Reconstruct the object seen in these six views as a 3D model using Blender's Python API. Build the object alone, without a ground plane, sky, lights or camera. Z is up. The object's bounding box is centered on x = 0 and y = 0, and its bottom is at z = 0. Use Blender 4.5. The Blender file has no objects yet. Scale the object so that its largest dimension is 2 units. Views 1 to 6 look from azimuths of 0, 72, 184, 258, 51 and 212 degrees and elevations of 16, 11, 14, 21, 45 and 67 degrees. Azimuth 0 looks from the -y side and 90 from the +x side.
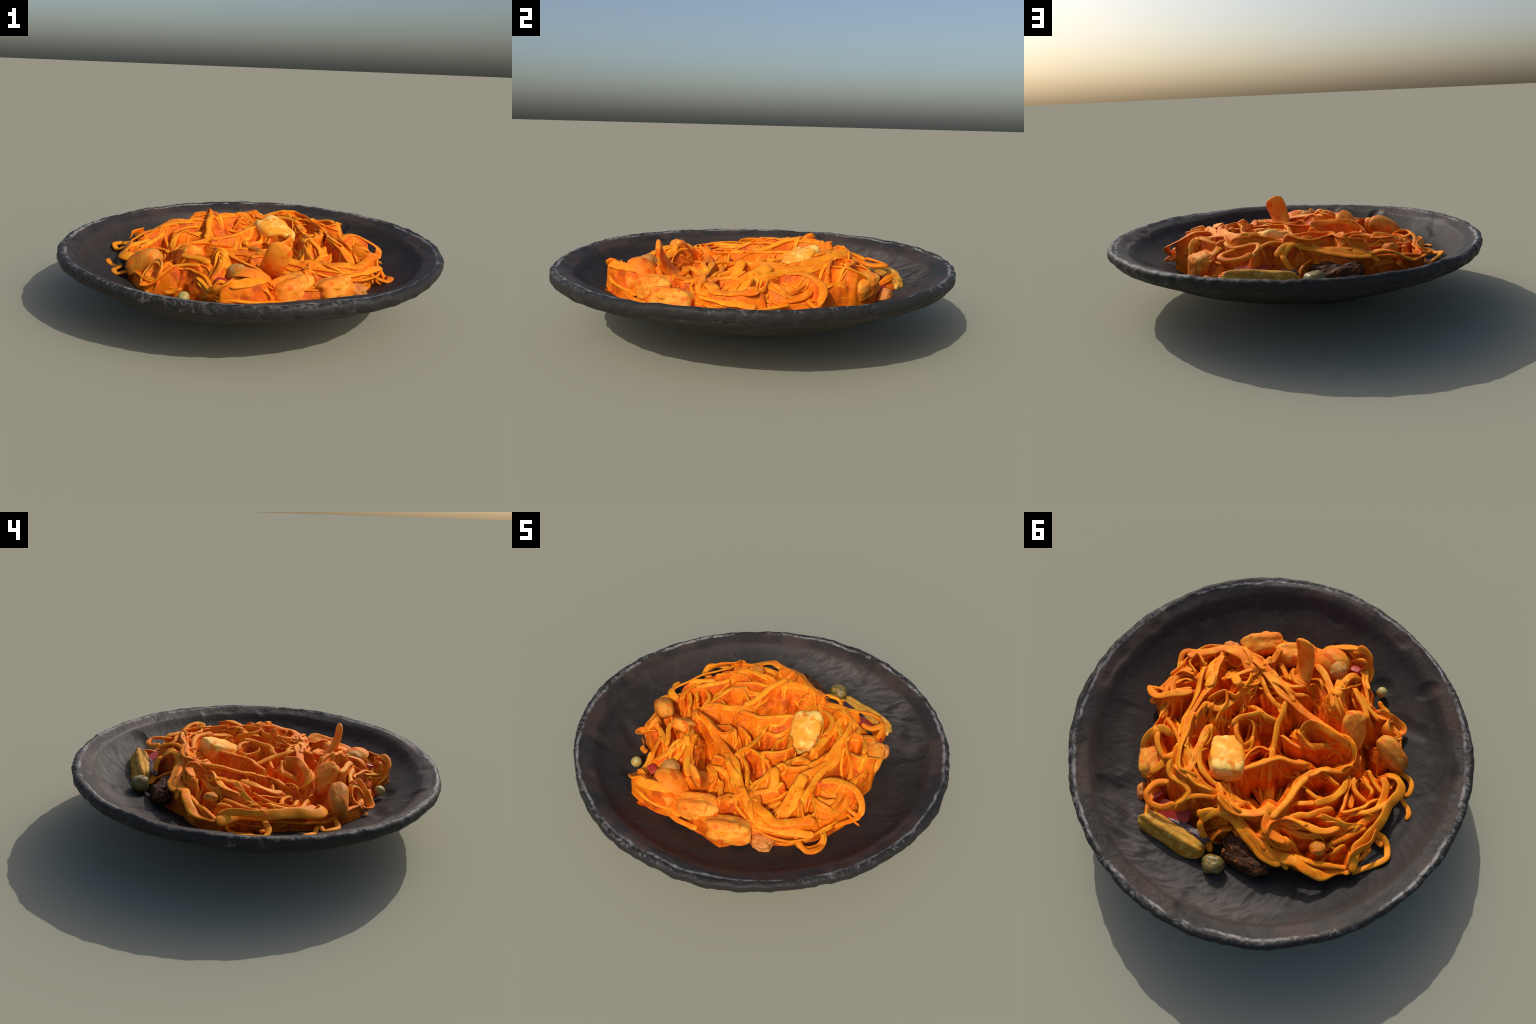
# A hand-thrown dark stoneware plate holding a pile of sauce-coated tagliatelle with
# chicken pieces, mushroom, aubergine slab, peas and olive.  Everything is built from
# profiles, splines and noise rules.  Metres, z up.
import bpy, math, random
import numpy as np
from mathutils import Vector, Matrix, Euler

rng = np.random.default_rng(7)
random.seed(7)
TAU = 2 * math.pi

# ------------------------------------------------------------------ noise
_perm = np.random.default_rng(3).permutation(256)
_perm = np.concatenate([_perm, _perm, _perm])
_grad = np.random.default_rng(5).normal(size=(256, 3))
_grad /= np.linalg.norm(_grad, axis=1, keepdims=True)


def perlin(p):
    """3D gradient noise of an (n,3) array, about -0.7..0.7"""
    p = np.asarray(p, float)
    i = np.floor(p).astype(int)
    f = p - i
    i &= 255
    u = f * f * f * (f * (f * 6 - 15) + 10)
    total = np.zeros(len(p))
    for dx in (0, 1):
        for dy in (0, 1):
            for dz in (0, 1):
                h = _perm[_perm[_perm[(i[:, 0] + dx) & 255] + ((i[:, 1] + dy) & 255)] + ((i[:, 2] + dz) & 255)]
                d = f - np.array([dx, dy, dz])
                w = (u[:, 0] if dx else 1 - u[:, 0]) * (u[:, 1] if dy else 1 - u[:, 1]) * (u[:, 2] if dz else 1 - u[:, 2])
                total += w * (_grad[h] * d).sum(1)
    return total


def fbm(p, octaves=3, gain=0.5):
    p = np.asarray(p, float)
    t, a = np.zeros(len(p)), 1.0
    for k in range(octaves):
        t += a * perlin(p * 2 ** k + 17.3 * k)
        a *= gain
    return t


def smooth(a, b, x):
    t = np.clip((x - a) / (b - a), 0, 1)
    return t * t * (3 - 2 * t)


# ------------------------------------------------------------------ materials
class Nodes:
    def __init__(self, name):
        self.m = bpy.data.materials.new(name)
        self.m.use_nodes = True
        self.t = self.m.node_tree
        self.b = self.t.nodes["Principled BSDF"]
        self.co = self.t.nodes.new("ShaderNodeTexCoord").outputs["Object"]

    def link(self, a, b):
        self.t.links.new(a, b)

    def mapping(self, scale=(1, 1, 1), loc=(0, 0, 0), rot=(0, 0, 0)):
        n = self.t.nodes.new("ShaderNodeMapping")
        n.inputs["Scale"].default_value = scale
        n.inputs["Location"].default_value = loc
        n.inputs["Rotation"].default_value = rot
        self.link(self.co, n.inputs["Vector"])
        return n.outputs[0]

    def noise(self, scale, detail=3, rough=0.5, distortion=0.0, vec=None):
        n = self.t.nodes.new("ShaderNodeTexNoise")
        n.inputs["Scale"].default_value = scale
        n.inputs["Detail"].default_value = detail
        n.inputs["Roughness"].default_value = rough
        n.inputs["Distortion"].default_value = distortion
        self.link(vec if vec is not None else self.co, n.inputs["Vector"])
        return n.outputs["Fac"]

    def math(self, op, a, b=0.0, clamp=False):
        n = self.t.nodes.new("ShaderNodeMath")
        n.operation = op
        n.use_clamp = clamp
        for k, v in enumerate((a, b)):
            if isinstance(v, (int, float)):
                n.inputs[k].default_value = v
            else:
                self.link(v, n.inputs[k])
        return n.outputs[0]

    def step(self, v, lo, hi):
        n = self.t.nodes.new("ShaderNodeMapRange")
        n.interpolation_type = "SMOOTHSTEP"
        self.link(v, n.inputs["Value"])
        n.inputs["From Min"].default_value = lo
        n.inputs["From Max"].default_value = hi
        return n.outputs[0]

    def mix(self, fac, a, b):
        n = self.t.nodes.new("ShaderNodeMix")
        n.data_type = "RGBA"
        if isinstance(fac, (int, float)):
            n.inputs[0].default_value = fac
        else:
            self.link(fac, n.inputs[0])
        for k, v in ((6, a), (7, b)):
            if isinstance(v, tuple):
                n.inputs[k].default_value = (*v, 1)
            else:
                self.link(v, n.inputs[k])
        return n.outputs[2]

    def random(self):
        return self.t.nodes.new("ShaderNodeObjectInfo").outputs["Random"]

    def radius(self, cx=0.0, cy=0.0):
        s = self.t.nodes.new("ShaderNodeSeparateXYZ")
        self.link(self.co, s.inputs[0])
        x, y = self.math("SUBTRACT", s.outputs[0], cx), self.math("SUBTRACT", s.outputs[1], cy)
        return self.math("SQRT", self.math("ADD", self.math("MULTIPLY", x, x), self.math("MULTIPLY", y, y)))

    def finish(self, colour, rough=0.5, spec=0.4, bump=None, strength=0.3, dist=0.004, coat=0.0):
        if isinstance(colour, tuple):
            self.b.inputs["Base Color"].default_value = (*colour, 1)
        else:
            self.link(colour, self.b.inputs["Base Color"])
        if isinstance(rough, (int, float)):
            self.b.inputs["Roughness"].default_value = rough
        else:
            self.link(rough, self.b.inputs["Roughness"])
        self.b.inputs["Specular IOR Level"].default_value = spec
        self.b.inputs["Coat Weight"].default_value = coat
        self.b.inputs["Coat Roughness"].default_value = 0.3
        if bump is not None:
            n = self.t.nodes.new("ShaderNodeBump")
            n.inputs["Strength"].default_value = strength
            n.inputs["Distance"].default_value = dist
            self.link(bump, n.inputs["Height"])
            self.link(n.outputs[0], self.b.inputs["Normal"])
        return self.m


YELLOW, ORANGE, RED, PALE, DEEP = (0.87, 0.32, 0.014), (0.84, 0.195, 0.005), (0.72, 0.105, 0.003), (0.90, 0.44, 0.06), (0.48, 0.070, 0.005)


def noodle_material():
    n = Nodes("sauced_noodle")
    big, mid, fine = n.noise(5.5, 2), n.noise(22, 3), n.noise(60, 3, 0.6)
    c = n.mix(n.step(mid, 0.40, 0.66), ORANGE, YELLOW)
    c = n.mix(n.math("MULTIPLY", n.step(big, 0.44, 0.66), 0.55), c, RED)
    c = n.mix(n.math("MULTIPLY", n.step(fine, 0.56, 0.72), 0.45), c, PALE)
    c = n.mix(n.math("MULTIPLY", n.step(n.random(), 0.25, 0.95), 0.48), c, YELLOW)
    return n.finish(c, 0.55, 0.14, n.noise(120, 3), 0.25, 0.003)


def sauce_material():
    n = Nodes("tomato_sauce_pasta")
    big, mid, fine = n.noise(6, 3), n.noise(24, 4, 0.55, 0.6), n.noise(60, 3, 0.6, 0.5)
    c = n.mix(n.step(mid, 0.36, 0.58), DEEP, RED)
    c = n.mix(n.math("MULTIPLY", n.step(big, 0.40, 0.60), 0.80), c, ORANGE)
    c = n.mix(n.math("MULTIPLY", n.step(fine, 0.54, 0.70), 0.6), c, YELLOW)
    return n.finish(c, 0.55, 0.14, n.noise(90, 3), 0.35, 0.004)


def food_material(name, a, b, c=None, scale=14, rough=0.58, spec=0.15, t=(0.4, 0.62), ct=(0.52, 0.66), bump=0.5, coat=0.0):
    n = Nodes(name)
    col = n.mix(n.step(n.noise(scale, 4, 0.55, 0.4), *t), a, b)
    if c is not None:
        col = n.mix(n.step(n.noise(scale * 2.3, 3), *ct), col, c)
    return n.finish(col, rough, spec, n.noise(scale * 6, 4), bump, 0.004, coat)


def plate_material(name, rim=False, under=False):
    n = Nodes(name)
    r = n.radius()
    patch, fine = n.noise(3.2, 3), n.noise(30, 4, 0.6)
    base = n.mix(n.step(patch, 0.42, 0.62), (0.027, 0.0235, 0.0205), (0.038, 0.030, 0.026))
    base = n.mix(n.math("MULTIPLY", n.step(fine, 0.45, 0.7), 0.35), base, (0.050, 0.043, 0.039))
    if under:
        base = n.mix(n.step(patch, 0.4, 0.65), (0.036, 0.033, 0.027), (0.050, 0.045, 0.037))
        return n.finish(base, 0.7, 0.2, n.noise(40, 4), 0.3, 0.004)
    if rim:
        # brownish band inside the rim, rim highlights painted as pale flecks along the crest
        base = n.mix(n.math("MULTIPLY", n.step(n.noise(5, 3), 0.45, 0.6), 0.8), base, (0.064, 0.041, 0.031))
        crest = n.step(r, 0.955, 0.972)
        base = n.mix(crest, base, (0.024, 0.0225, 0.021))
        painted_glint = n.math("MULTIPLY", n.step(n.noise(5, 2), 0.36, 0.54), n.step(n.noise(20, 6, 0.7, 1.5), 0.49, 0.64))
        # broken white highlight of the inner lip, drawn as a thin pale line
        glint_breaks = n.math("MULTIPLY", n.step(n.noise(7, 3), 0.38, 0.55), n.step(n.noise(40, 4, 0.6), 0.30, 0.55))
        wob = n.math("ADD", r, n.math("MULTIPLY", n.math("SUBTRACT", n.noise(9, 3), 0.5), 0.03))
        lip = n.math("MULTIPLY", n.step(wob, 0.954, 0.962), n.step(wob, 0.974, 0.966))
        base = n.mix(n.math("MULTIPLY", n.math("MULTIPLY", lip, glint_breaks), 0.85), base, (0.27, 0.26, 0.25))
        line = n.math("MULTIPLY", n.step(r, 0.952, 0.966), n.math("SUBTRACT", 1.0, n.step(r, 0.984, 0.998)))
        base = n.mix(n.math("MULTIPLY", n.math("MULTIPLY", line, painted_glint), 0.85), base, (0.17, 0.16, 0.15))
        return n.finish(base, 0.5, 0.16, n.noise(38, 5, 0.6), 0.5, 0.008)
    base = n.mix(n.math("MULTIPLY", n.step(r, 0.86, 0.90), 0.6), base, (0.050, 0.037, 0.030))
    # pale streaks on one stretch of the wall, running down towards the centre
    s = n.t.nodes.new("ShaderNodeSeparateXYZ")
    n.link(n.co, s.inputs[0])
    a = n.math("ARCTAN2", s.outputs[1], s.outputs[0])
    v = n.t.nodes.new("ShaderNodeCombineXYZ")
    n.link(n.math("ADD", n.math("MULTIPLY", a, 15.0), n.math("MULTIPLY", r, 16.0)), v.inputs[0])
    n.link(n.math("MULTIPLY", r, 12.0), v.inputs[1])
    streak = n.step(n.noise(0.9, 2, 0.45, 1.6, vec=v.outputs[0]), 0.25, 0.72)
    where = n.math("MULTIPLY", n.step(n.math("ABSOLUTE", n.math("SUBTRACT", a, 1.62)), 1.05, 0.25), n.math("MULTIPLY", n.step(r, 0.60, 0.84), n.step(r, 0.905, 0.875)))
    base = n.mix(n.math("MULTIPLY", where, streak), base, (0.098, 0.086, 0.077))
    return n.finish(base, 0.6, 0.14, n.noise(55, 4), 0.25, 0.004)


# ------------------------------------------------------------------ scene helpers
def add_object(name, mesh=None, parent=None):
    o = bpy.data.objects.new(name, mesh)
    bpy.context.scene.collection.objects.link(o)
    if parent is not None:
        o.parent = parent
    return o


def mesh_from(name, verts, faces, mat, is_smooth=True):
    me = bpy.data.meshes.new(name)
    me.from_pydata([tuple(v) for v in verts], [], [tuple(f) for f in faces])
    if is_smooth:
        me.polygons.foreach_set("use_smooth", np.ones(len(me.polygons), bool))
    me.materials.append(mat)
    me.update()
    return me


def grid_faces(rows, cols, closed=True):
    r, c = np.meshgrid(np.arange(rows - 1), np.arange(cols if closed else cols - 1), indexing="ij")
    r, c = r.ravel(), c.ravel()
    c2 = (c + 1) % cols
    return np.stack([r * cols + c, r * cols + c2, (r + 1) * cols + c2, (r + 1) * cols + c], 1)


# ------------------------------------------------------------------ plate
NT = 840
theta = np.arange(NT) * TAU / NT
ct, sn = np.cos(theta), np.sin(theta)
# outer rim: nearly a circle, slightly tilted and hand-wobbled
rim_r = 0.9945 + 0.005 * np.cos(theta - math.radians(160)) + 0.0045 * ct + 0.0005 * sn - 0.0014 * np.sin(2 * theta) - 0.0025 * np.sin(3 * theta) + 0.0044 * np.sin(4 * theta)
rim_z = 0.0064 * ct + 0.0083 * sn + 0.0022 * np.sin(2 * theta) - 0.0027 * np.sin(3 * theta)
ring = np.stack([ct, sn, 0 * ct], 1)
notch = 0.018 * perlin(ring * 4 + 13) + 0.016 * perlin(ring * 10 + 3) + 0.006 * perlin(ring * 24 + 9) + 0.002 * perlin(ring * 55)

# inside profile: radius, height
inner = [(0.0, 0.130), (0.25, 0.130), (0.42, 0.138), (0.55, 0.154), (0.64, 0.180), (0.72, 0.207), (0.79, 0.239),
         (0.845, 0.273), (0.880, 0.304), (0.900, 0.321), (0.925, 0.332), (0.945, 0.339), (0.957, 0.344), (0.967, 0.349)]
# rim edge, then the outside down to the foot; centre drifts to the off-centre foot
outer = [(0.976, 0.351), (0.987, 0.347), (0.995, 0.338), (0.997, 0.322), (0.992, 0.304), (0.977, 0.288)]
FOOT = (-0.145, -0.03)
below = [(0.945, 0.269), (0.90, 0.247), (0.82, 0.215), (0.72, 0.175), (0.61, 0.134), (0.50, 0.097), (0.40, 0.066), (0.32, 0.044),
         (0.255, 0.028), (0.225, 0.008), (0.205, 0.0), (0.185, 0.0), (0.170, 0.008), (0.10, 0.010), (0.0, 0.010)]


def resample(points, n):
    p = np.array(points, float)
    # Catmull-Rom through the control points, equal steps
    e = np.vstack([2 * p[0] - p[1], p, 2 * p[-1] - p[-2]])
    out = []
    for i in range(len(p) - 1):
        a, b, c, d = e[i:i + 4]
        t = np.linspace(0, 1, 24, endpoint=False)[:, None]
        out.append(0.5 * (2 * b + (c - a) * t + (2 * a - 5 * b + 4 * c - d) * t ** 2 + (3 * b - a - 3 * c + d) * t ** 3))
    out = np.vstack(out + [p[-1:]])
    s = np.concatenate([[0], np.cumsum(np.linalg.norm(np.diff(out, axis=0), axis=1))])
    k = np.linspace(0, s[-1], n)
    return np.stack([np.interp(k, s, out[:, j]) for j in range(out.shape[1])], 1)


in_prof = resample(inner, 120)
in_prof[:, 0] = np.maximum(in_prof[:, 0], 0)
rim_prof = resample([inner[-1]] + outer, 22)[1:]
low_prof = resample([outer[-1]] + below, 90)[1:]


def plate_rows():
    rows = []
    for r, z in in_prof:
        w = smooth(0.35, 0.98, r)
        rows.append(np.stack([r * (1 + (rim_r - 0.993) * w) * ct, r * (1 + (rim_r - 0.993) * w) * sn, z + rim_z * w], 1))
    n_in = len(rows)
    for r, z in rim_prof:
        rr = r + (rim_r - 0.993)
        rows.append(np.stack([rr * ct, rr * sn, z + rim_z], 1))
    n_rim = len(rows)
    for r, z in low_prof:
        s = smooth(0.56, 0.28, r)
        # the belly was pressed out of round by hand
        belly = 1 + sum(amount * np.exp(-((np.mod(theta - math.radians(at) + math.pi, TAU) - math.pi) / math.radians(wide)) ** 2)
                        for at, wide, amount in ((-5, 34, -0.08), (90, 28, 0.0), (186, 28, 0.04), (250, 16, 0.09), (300, 30, -0.10))) * smooth(0.97, 0.80, r) * smooth(0.28, 0.5, r)
        rr = (r + (rim_r - 0.993) * (1 - s)) * belly
        foot_lobe = 1 + 0.07 * np.cos(2 * theta + 0.6) * smooth(0.5, 0.25, r) + 0.05 * np.cos(3 * theta + 1.0) * smooth(0.5, 0.25, r)
        oval = 0.3 * smooth(0.6, 0.30, r)
        rows.append(np.stack([rr * foot_lobe * (1 - 0.12 * oval) * ct + FOOT[0] * s, rr * foot_lobe * (1 + 0.25 * oval) * sn + FOOT[1] * s, z + rim_z * (1 - s)], 1))
    return rows, n_in, n_rim


rows, n_in, n_rim = plate_rows()
P = np.vstack(rows)
rad = np.hypot(P[:, 0], P[:, 1])
ang = np.tile(theta, len(rows))
row = np.repeat(np.arange(len(rows)), NT)
inside = row < n_in
# hand-formed dents in the well, radial glaze grooves on the sloping wall, chipped rim, throwing lines below
dent = fbm(P * [3.4, 3.4, 1] + 5, 2)
groove = perlin(np.stack([np.cos(ang + 0.9 * rad) * 30, np.sin(ang + 0.9 * rad) * 30, rad * 7], 1)) + 0.6 * perlin(np.stack([np.cos(ang - 0.6 * rad) * 62, np.sin(ang - 0.6 * rad) * 62, rad * 11], 1))
wall = smooth(0.60, 0.74, rad) * (1 - smooth(0.86, 0.90, rad))
back = 0.35 + 0.65 * smooth(-0.2, 0.6, np.sin(ang) * 0.9 + 0.25)
P[:, 2] += np.where(inside, 0.014 * dent * smooth(0.3, 0.75, rad) * (1 - smooth(0.9, 0.97, rad)) + 0.0042 * groove * wall * back, 0)
def lobe(at, wide):
    return np.exp(-((np.mod(ang - math.radians(at) + math.pi, TAU) - math.pi) / math.radians(wide)) ** 2)


swell = 0.024 * lobe(-70, 18) * smooth(0.64, 0.78, rad) * (1 - smooth(0.93, 0.975, rad))
swell = swell + 0.022 * np.maximum(lobe(60, 30), np.maximum(lobe(115, 40), lobe(170, 35))) * smooth(0.5, 0.62, rad) * (1 - smooth(0.70, 0.80, rad))
swell = swell - 0.010 * lobe(190, 40) * smooth(0.76, 0.82, rad) * (1 - smooth(0.86, 0.92, rad))
P[:, 2] += np.where(inside, swell, 0)
dimple = np.clip(perlin(P * [7, 7, 2] + 31) - 0.18, 0, 1)
P[:, 2] -= np.where(inside, 0.06 * dimple * smooth(0.62, 0.75, rad) * (1 - smooth(0.9, 0.95, rad)), 0)
edge = smooth(0.93, 0.985, rad) * np.where(row < n_rim - 2, 1, 0.35 * smooth(0.90, 0.97, rad))
nt = np.tile(notch, len(rows))
rough = fbm(P * 22, 3)
P[:, 0] += edge * (0.55 * nt + 0.005 * rough) * np.cos(ang)
P[:, 1] += edge * (0.55 * nt + 0.005 * rough) * np.sin(ang)
P[:, 2] += edge * (0.45 * np.roll(nt, 31) + 0.004 * fbm(P * 14 + 40, 3))
under = (row >= n_rim) & (P[:, 2] > 0.02)
P[:, 2] += np.where(under, 0.004 * np.sin(rad * 95 + 2 * dent) * smooth(0.3, 0.5, rad) + 0.010 * fbm(P * [4, 4, 3] + 70, 2) * smooth(0.35, 0.6, rad), 0)
# keep a wall of clay under the well everywhere
now = np.hypot(P[:, 0], P[:, 1])
clay = np.interp(now, in_prof[:, 0], in_prof[:, 1]) - 0.034
P[:, 2] = np.where((row >= n_rim) & (now < 0.88), np.minimum(P[:, 2], clay), P[:, 2])
P[:, 2] = np.maximum(P[:, 2], 0.0)
PLATE_P = P.reshape(len(rows), NT, 3)

F = grid_faces(len(rows), NT)
a, b, c, d = (P[F[:, k]] for k in range(4))
fn = np.cross(c - a, d - b)
VN = np.zeros_like(P)
for k in range(4):
    np.add.at(VN, F[:, k], fn)
for centre_row in (0, len(rows) - 1):
    VN[centre_row * NT:(centre_row + 1) * NT] = VN[centre_row * NT:(centre_row + 1) * NT].mean(0)
VN /= np.linalg.norm(VN, axis=1, keepdims=True) + 1e-12
if VN[(5) * NT, 2] < 0:
    VN, F = -VN, F[:, ::-1]

plate = add_object("stoneware_plate")
plate["label"] = "dark brown hand thrown stoneware plate with rough chipped rim"
plate["category"] = "plate"
band = int(np.argmin(np.abs(in_prof[:, 0] - 0.895)))
face_row = np.minimum.reduce([F[:, k] // NT for k in range(4)])
for part, lo, hi, mat in (("plate_well", 0, band, plate_material("stoneware_glaze")),
                          ("plate_rim", band, n_rim - 5, plate_material("stoneware_rim_glaze", rim=True)),
                          ("plate_foot", n_rim - 5, len(rows), plate_material("stoneware_bare", under=True))):
    sel = F[(face_row >= lo) & (face_row < hi)]
    used, inv = np.unique(sel, return_inverse=True)
    me = mesh_from(part, P[used], inv.reshape(-1, 4), mat)
    me.normals_split_custom_set_from_vertices([tuple(v) for v in VN[used]])
    o = add_object(part, me, plate)
    o["kind"] = "part"


def plate_z(x, y):
    """height of the plate's inside at a point"""
    return np.interp(np.hypot(x, y), in_prof[:, 0], in_prof[:, 1])


# ------------------------------------------------------------------ pile of pasta
pasta = add_object("pasta_pile")
pasta["label"] = "pile of tagliatelle in orange tomato sauce with chicken pieces"
pasta["category"] = "pasta"
NOODLE, SAUCE = noodle_material(), sauce_material()

# crest height of the pile: soft bumps (x, y, height)
CRESTS = np.array([(0.135, 0.204, 0.390), (-0.300, -0.310, 0.360), (0.070, -0.240, 0.345), (0.519, -0.105, 0.400), (-0.296, -0.132, 0.370), (-0.200, 0.440, 0.335), (-0.020, 0.480, 0.410), (0.510, -0.270, 0.290), (0.540, -0.120, 0.400), (-0.277, -0.328, 0.380), (-0.120, -0.700, 0.310), (0.405, -0.510, 0.330), (0.405, 0.412, 0.360), (-0.250, 0.420, 0.390), (0.100, 0.380, 0.415), (-0.460, -0.320, 0.355), (-0.430, -0.430, 0.330), (-0.676, 0.332, 0.300), (0.330, 0.576, 0.345), (0.180, 0.570, 0.355), (-0.060, -0.540, 0.350), (0.670, 0.130, 0.250), (-0.427, 0.440, 0.300), (-0.280, 0.495, 0.335), (-0.620, 0.340, 0.260), (-0.500, 0.330, 0.355), (-0.380, 0.297, 0.370), (-0.428, 0.171, 0.365), (-0.450, 0.260, 0.360), (-0.650, -0.170, 0.290), (-0.280, 0.050, 0.310), (0.260, 0.320, 0.410), (-0.090, 0.119, 0.275), (0.410, -0.045, 0.390), (-0.330, -0.090, 0.300), (-0.100, -0.150, 0.330), (0.200, -0.100, 0.350), (0.300, 0.100, 0.370), (0.547, 0.070, 0.382), (0.640, -0.050, 0.310), (0.250, -0.310, 0.330), (0.300, -0.400, 0.310), (0.200, -0.500, 0.320), (-0.600, -0.000, 0.310), (-0.620, 0.150, 0.290), (0.483, 0.214, 0.386), (0.500, 0.332, 0.385), (0.010, 0.310, 0.335), (-0.100, 0.290, 0.255), (-0.030, 0.220, 0.300), (-0.430, -0.130, 0.280), (0.000, 0.000, 0.315), (-0.197, 0.410, 0.340), (0.607, 0.133, 0.345), (0.330, 0.290, 0.405), (0.600, 0.250, 0.290), (0.354, -0.293, 0.290), (0.456, -0.166, 0.345), (0.580, -0.130, 0.345), (0.610, -0.250, 0.270), (0.470, 0.426, 0.370), (-0.190, 0.320, 0.365), (0.660, 0.020, 0.300)])


def crest(x, y):
    x, y = np.asarray(x, float), np.asarray(y, float)
    num, den = 0 * x, 0 * x
    for px, py, pz in CRESTS:
        d2 = (x - px) ** 2 + (y - py) ** 2
        w = np.exp(-d2 / (2 * 0.085 ** 2)) + 1e-6 / (d2 + 0.01)
        num, den = num + w * pz, den + w
    return num / den


# outline of the pile in plan: (angle in degrees, radius)
OUTLINE = [(0, 0.672), (11, 0.673), (17, 0.611), (31, 0.64), (41, 0.642), (58, 0.667), (62, 0.713), (68, 0.754), (92, 0.649), (103, 0.655), (117, 0.611), (130, 0.616), (143, 0.692), (154, 0.752), (159, 0.688), (167, 0.671), (181, 0.661), (193, 0.676), (206, 0.682), (222, 0.684), (231, 0.632), (238, 0.606), (251, 0.657), (260, 0.747), (271, 0.721), (283, 0.621), (297, 0.654), (307, 0.708), (315, 0.628), (323, 0.631), (334, 0.672), (348, 0.675)]
_oa = np.radians([v[0] for v in OUTLINE])
_or = np.array([v[1] for v in OUTLINE])


def outline(t):
    return np.interp(np.mod(t, TAU), np.concatenate([_oa - TAU, _oa, _oa + TAU]), np.tile(_or, 3))


STRANDS = []


def strand(kind, width, points):
    STRANDS.append((kind, width, np.array(points)))


# spines of the strands that can be picked out one by one (kind, width, control points)
strand('ribbon', 0.050, [(0.635, -0.159, 0.337), (0.601, -0.206, 0.328), (0.559, -0.258, 0.317), (0.514, -0.316, 0.315), (0.457, -0.319, 0.324), (0.398, -0.325, 0.325), (0.349, -0.296, 0.320), (0.309, -0.263, 0.313)])
strand('ribbon', 0.045, [(0.499, -0.343, 0.299), (0.422, -0.367, 0.310), (0.346, -0.340, 0.317), (0.256, -0.318, 0.324), (0.176, -0.282, 0.334), (0.111, -0.251, 0.341), (0.044, -0.240, 0.343), (-0.034, -0.229, 0.338), (-0.110, -0.218, 0.341), (-0.192, -0.204, 0.357), (-0.267, -0.201, 0.358), (-0.309, -0.210, 0.351), (-0.367, -0.196, 0.331)])
strand('noodle', 0.030, [(0.389, -0.360, 0.287), (0.310, -0.312, 0.291), (0.228, -0.260, 0.304), (0.145, -0.203, 0.322), (0.065, -0.183, 0.322)])
strand('noodle', 0.030, [(0.412, -0.376, 0.307), (0.311, -0.355, 0.311), (0.184, -0.327, 0.325), (0.211, -0.324, 0.322), (0.126, -0.288, 0.338), (0.049, -0.280, 0.343), (-0.003, -0.309, 0.343)])
strand('ribbon', 0.055, [(0.502, -0.268, 0.315), (0.477, -0.197, 0.344), (0.445, -0.132, 0.365), (0.415, -0.062, 0.378), (0.416, 0.004, 0.381), (0.417, 0.063, 0.378), (0.409, 0.118, 0.377), (0.385, 0.178, 0.384), (0.354, 0.232, 0.393), (0.314, 0.284, 0.399), (0.315, 0.282, 0.399), (0.276, 0.319, 0.401), (0.225, 0.358, 0.402), (0.172, 0.387, 0.400), (0.119, 0.403, 0.395), (0.068, 0.403, 0.386), (0.022, 0.397, 0.372), (-0.024, 0.404, 0.360), (-0.090, 0.432, 0.355), (-0.162, 0.461, 0.351), (-0.223, 0.476, 0.350), (-0.286, 0.488, 0.345), (-0.347, 0.490, 0.335), (-0.382, 0.483, 0.325)])
strand('ribbon', 0.040, [(0.516, -0.142, 0.355), (0.495, -0.085, 0.366), (0.466, -0.031, 0.372), (0.445, 0.012, 0.374), (0.433, 0.065, 0.372), (0.425, 0.113, 0.371), (0.408, 0.171, 0.375), (0.376, 0.225, 0.385), (0.346, 0.272, 0.390)])
strand('noodle', 0.030, [(0.256, 0.232, 0.402), (0.225, 0.287, 0.406), (0.174, 0.335, 0.404), (0.113, 0.354, 0.393), (0.062, 0.355, 0.376), (0.011, 0.369, 0.362), (-0.037, 0.387, 0.354), (-0.093, 0.414, 0.353)])
strand('edge', 0.040, [(0.603, -0.156, 0.344), (0.598, -0.195, 0.333), (0.553, -0.175, 0.347), (0.518, -0.153, 0.357)])
strand('edge', 0.035, [(0.604, -0.157, 0.334), (0.600, -0.129, 0.339), (0.557, -0.105, 0.350), (0.524, -0.084, 0.357)])
strand('ribbon', 0.035, [(0.557, -0.105, 0.350), (0.591, -0.085, 0.337), (0.616, -0.054, 0.321), (0.627, -0.012, 0.304), (0.607, 0.037, 0.302), (0.575, 0.084, 0.311), (0.553, 0.148, 0.317), (0.533, 0.208, 0.327)])
strand('noodle', 0.022, [(0.625, -0.032, 0.306), (0.607, -0.057, 0.315), (0.568, -0.100, 0.328)])
strand('noodle', 0.022, [(0.601, -0.002, 0.308), (0.567, -0.021, 0.322), (0.526, -0.052, 0.337)])
strand('noodle', 0.022, [(0.583, 0.037, 0.309), (0.549, 0.018, 0.323), (0.503, -0.015, 0.340)])
strand('free', 0.026, [(0.695, 0.082, 0.270), (0.674, 0.061, 0.280), (0.629, 0.057, 0.290), (0.593, 0.076, 0.280)])
strand('free', 0.026, [(0.668, 0.070, 0.280), (0.667, 0.094, 0.250), (0.665, 0.128, 0.245), (0.632, 0.121, 0.260)])
strand('ribbon', 0.030, [(0.662, 0.129, 0.250), (0.617, 0.101, 0.265), (0.574, 0.069, 0.285), (0.536, 0.037, 0.309), (0.495, 0.004, 0.335)])
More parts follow.
